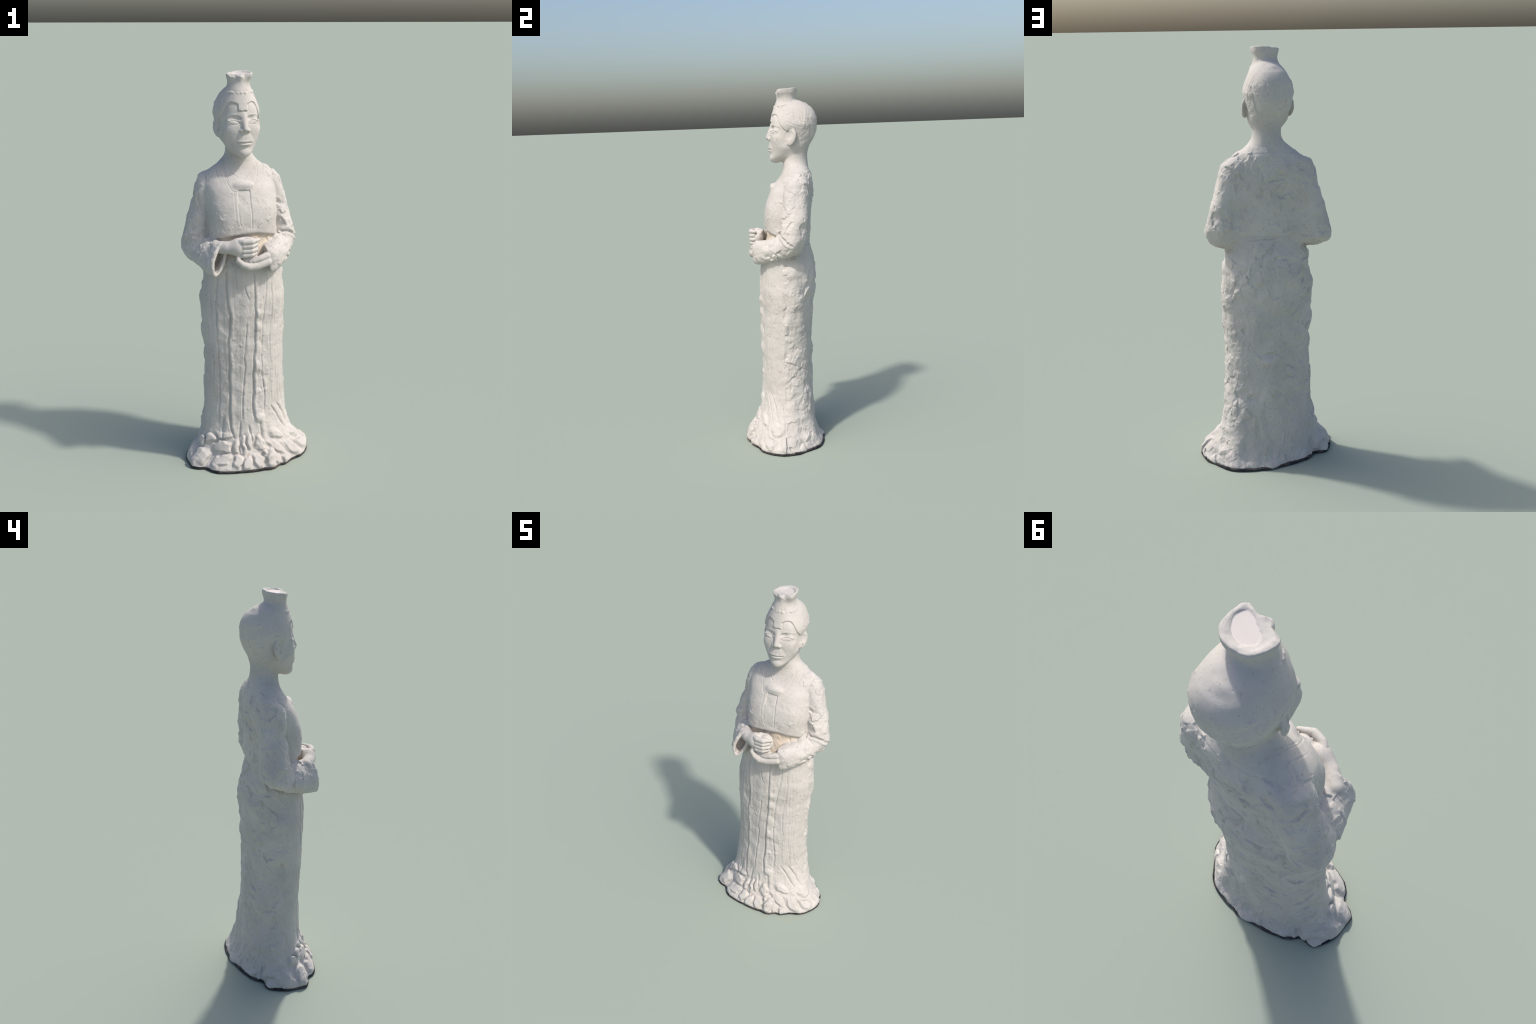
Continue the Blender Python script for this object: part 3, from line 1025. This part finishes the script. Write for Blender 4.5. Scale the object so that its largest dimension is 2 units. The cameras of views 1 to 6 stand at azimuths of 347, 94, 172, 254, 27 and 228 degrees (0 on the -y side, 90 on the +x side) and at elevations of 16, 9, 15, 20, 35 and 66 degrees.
# ------------------------------------------------------------------ separate the one surface into parts
N = vertex_normals(V, Q)
FL = LABEL[Q[:, 0]]
c = V[Q].mean(1)
fh = to_head(c)
hs = hair_sd[Q].mean(1)
part = np.array(['torso'] * len(Q), dtype=object)
part[FL == 'skirt'] = 'skirt'
part[(FL == 'skirt') & (c[:, 2] > 1.105) & (c[:, 1] < .055)] = 'waistband'
part[(FL == 'skirt') & (c[:, 2] < .135 + .02 * np.sin(np.arctan2(c[:, 1], c[:, 0]) * 5))] = 'mound_base'
part[(FL == 'torso') & (c[:, 2] > 1.572)] = 'neck'
part[FL == 'arm_r'] = 'arm'
part[FL == 'arm_l'] = 'arm.001'
part[FL == 'hand_r'] = 'hand'
part[FL == 'hand_l'] = 'hand.001'
hd = FL == 'head'
part[hd] = 'head'
part[(hd & ((hs > 0) | (fh[:, 1] > -.03)) & (c[:, 2] > 1.69)) | (FL == 'hair')] = 'hair'
eye_zone = hd & (fh[:, 1] < -.06) & (((np.abs(fh[:, 0]) - .050) / .026)**2 + ((c[:, 2] - 1.765) / .011)**2 < 1)
part[eye_zone & (c[:, 0] < HEAD_O[0] + .012)] = 'eye'
part[eye_zone & (c[:, 0] >= HEAD_O[0] + .012)] = 'eye.001'
part[(FL == 'ear') & (fh[:, 0] < 0)] = 'ear'
part[(FL == 'ear') & (fh[:, 0] >= 0)] = 'ear.001'
part[FL == 'topknot'] = 'topknot'
kr, ka = knot_polar(c)
part[(FL == 'topknot') & (c[:, 2] > 1.97) & (kr < np.interp(ka, HOLE[:, 0], HOLE[:, 1]))] = 'topknot_hollow'
part[FL == 'hair_band'] = 'hair_band'
part[FL == 'ribbon_knot'] = 'ribbon_knot'

root = bpy.data.objects.new('statuette', None)
bpy.context.collection.objects.link(root)
root['label'] = 'white plaster statuette of a standing woman in jacket and long skirt'
root['category'] = 'statue'


def add_mesh(name, verts, quads, normals, material):
    me = bpy.data.meshes.new(name)
    me.vertices.add(len(verts)); me.vertices.foreach_set('co', verts.astype(np.float32).ravel())
    me.loops.add(len(quads) * 4); me.loops.foreach_set('vertex_index', quads.ravel().astype(np.int32))
    me.polygons.add(len(quads)); me.polygons.foreach_set('loop_start', np.arange(0, len(quads) * 4, 4, dtype=np.int32))
    me.update(calc_edges=True)
    me.shade_smooth()
    if normals is not None:
        me.normals_split_custom_set_from_vertices(normals.astype(np.float32))
    me.materials.append(material)
    o = bpy.data.objects.new(name, me)
    bpy.context.collection.objects.link(o)
    o.parent = root
    return o


for name in ('mound_base', 'skirt', 'waistband', 'torso', 'ribbon_knot', 'arm', 'arm.001', 'hand', 'hand.001', 'neck', 'head',
             'eye', 'eye.001', 'ear', 'ear.001', 'hair', 'hair_band', 'topknot', 'topknot_hollow'):
    sel = Q[part == name]
    if not len(sel):
        continue
    u, inv = np.unique(sel, return_inverse=True)
    add_mesh(name, V[u], inv.reshape(-1, 4), N[u], {'topknot_hollow': HOLLOW, 'waistband': BOUNCE_TINTED}.get(name, PLASTER))

# dark felt rim under the mound
seg = 360
ta = np.arange(seg) / seg * 2 * np.pi
base_r = np.interp(np.degrees(ta), FOOT_A, FOOT_R)
wob = noise3(np.stack([np.cos(ta), np.sin(ta), 0 * ta], 1), 7, 91)
rings = []
for dr, zz in ((-.012, .0), (.0, .0005), (.002, .003), (.0022, .008), (.0, .0115), (-.012, .0125)):
    rr = base_r + dr + .0016 * wob
    rings.append(np.stack([rr * np.cos(ta), rr * np.sin(ta), np.full(seg, zz) * (1 + .25 * wob)], 1))
RV = np.concatenate(rings)
i0 = np.arange(seg); i1 = (i0 + 1) % seg
RQ = np.concatenate([np.stack([i0 + k * seg, i1 + k * seg, i1 + (k + 1) * seg, i0 + (k + 1) * seg], 1) for k in range(len(rings) - 1)])
add_mesh('base_rim', RV, RQ, None, FELT)
print('done', round(time.time() - T0, 1))
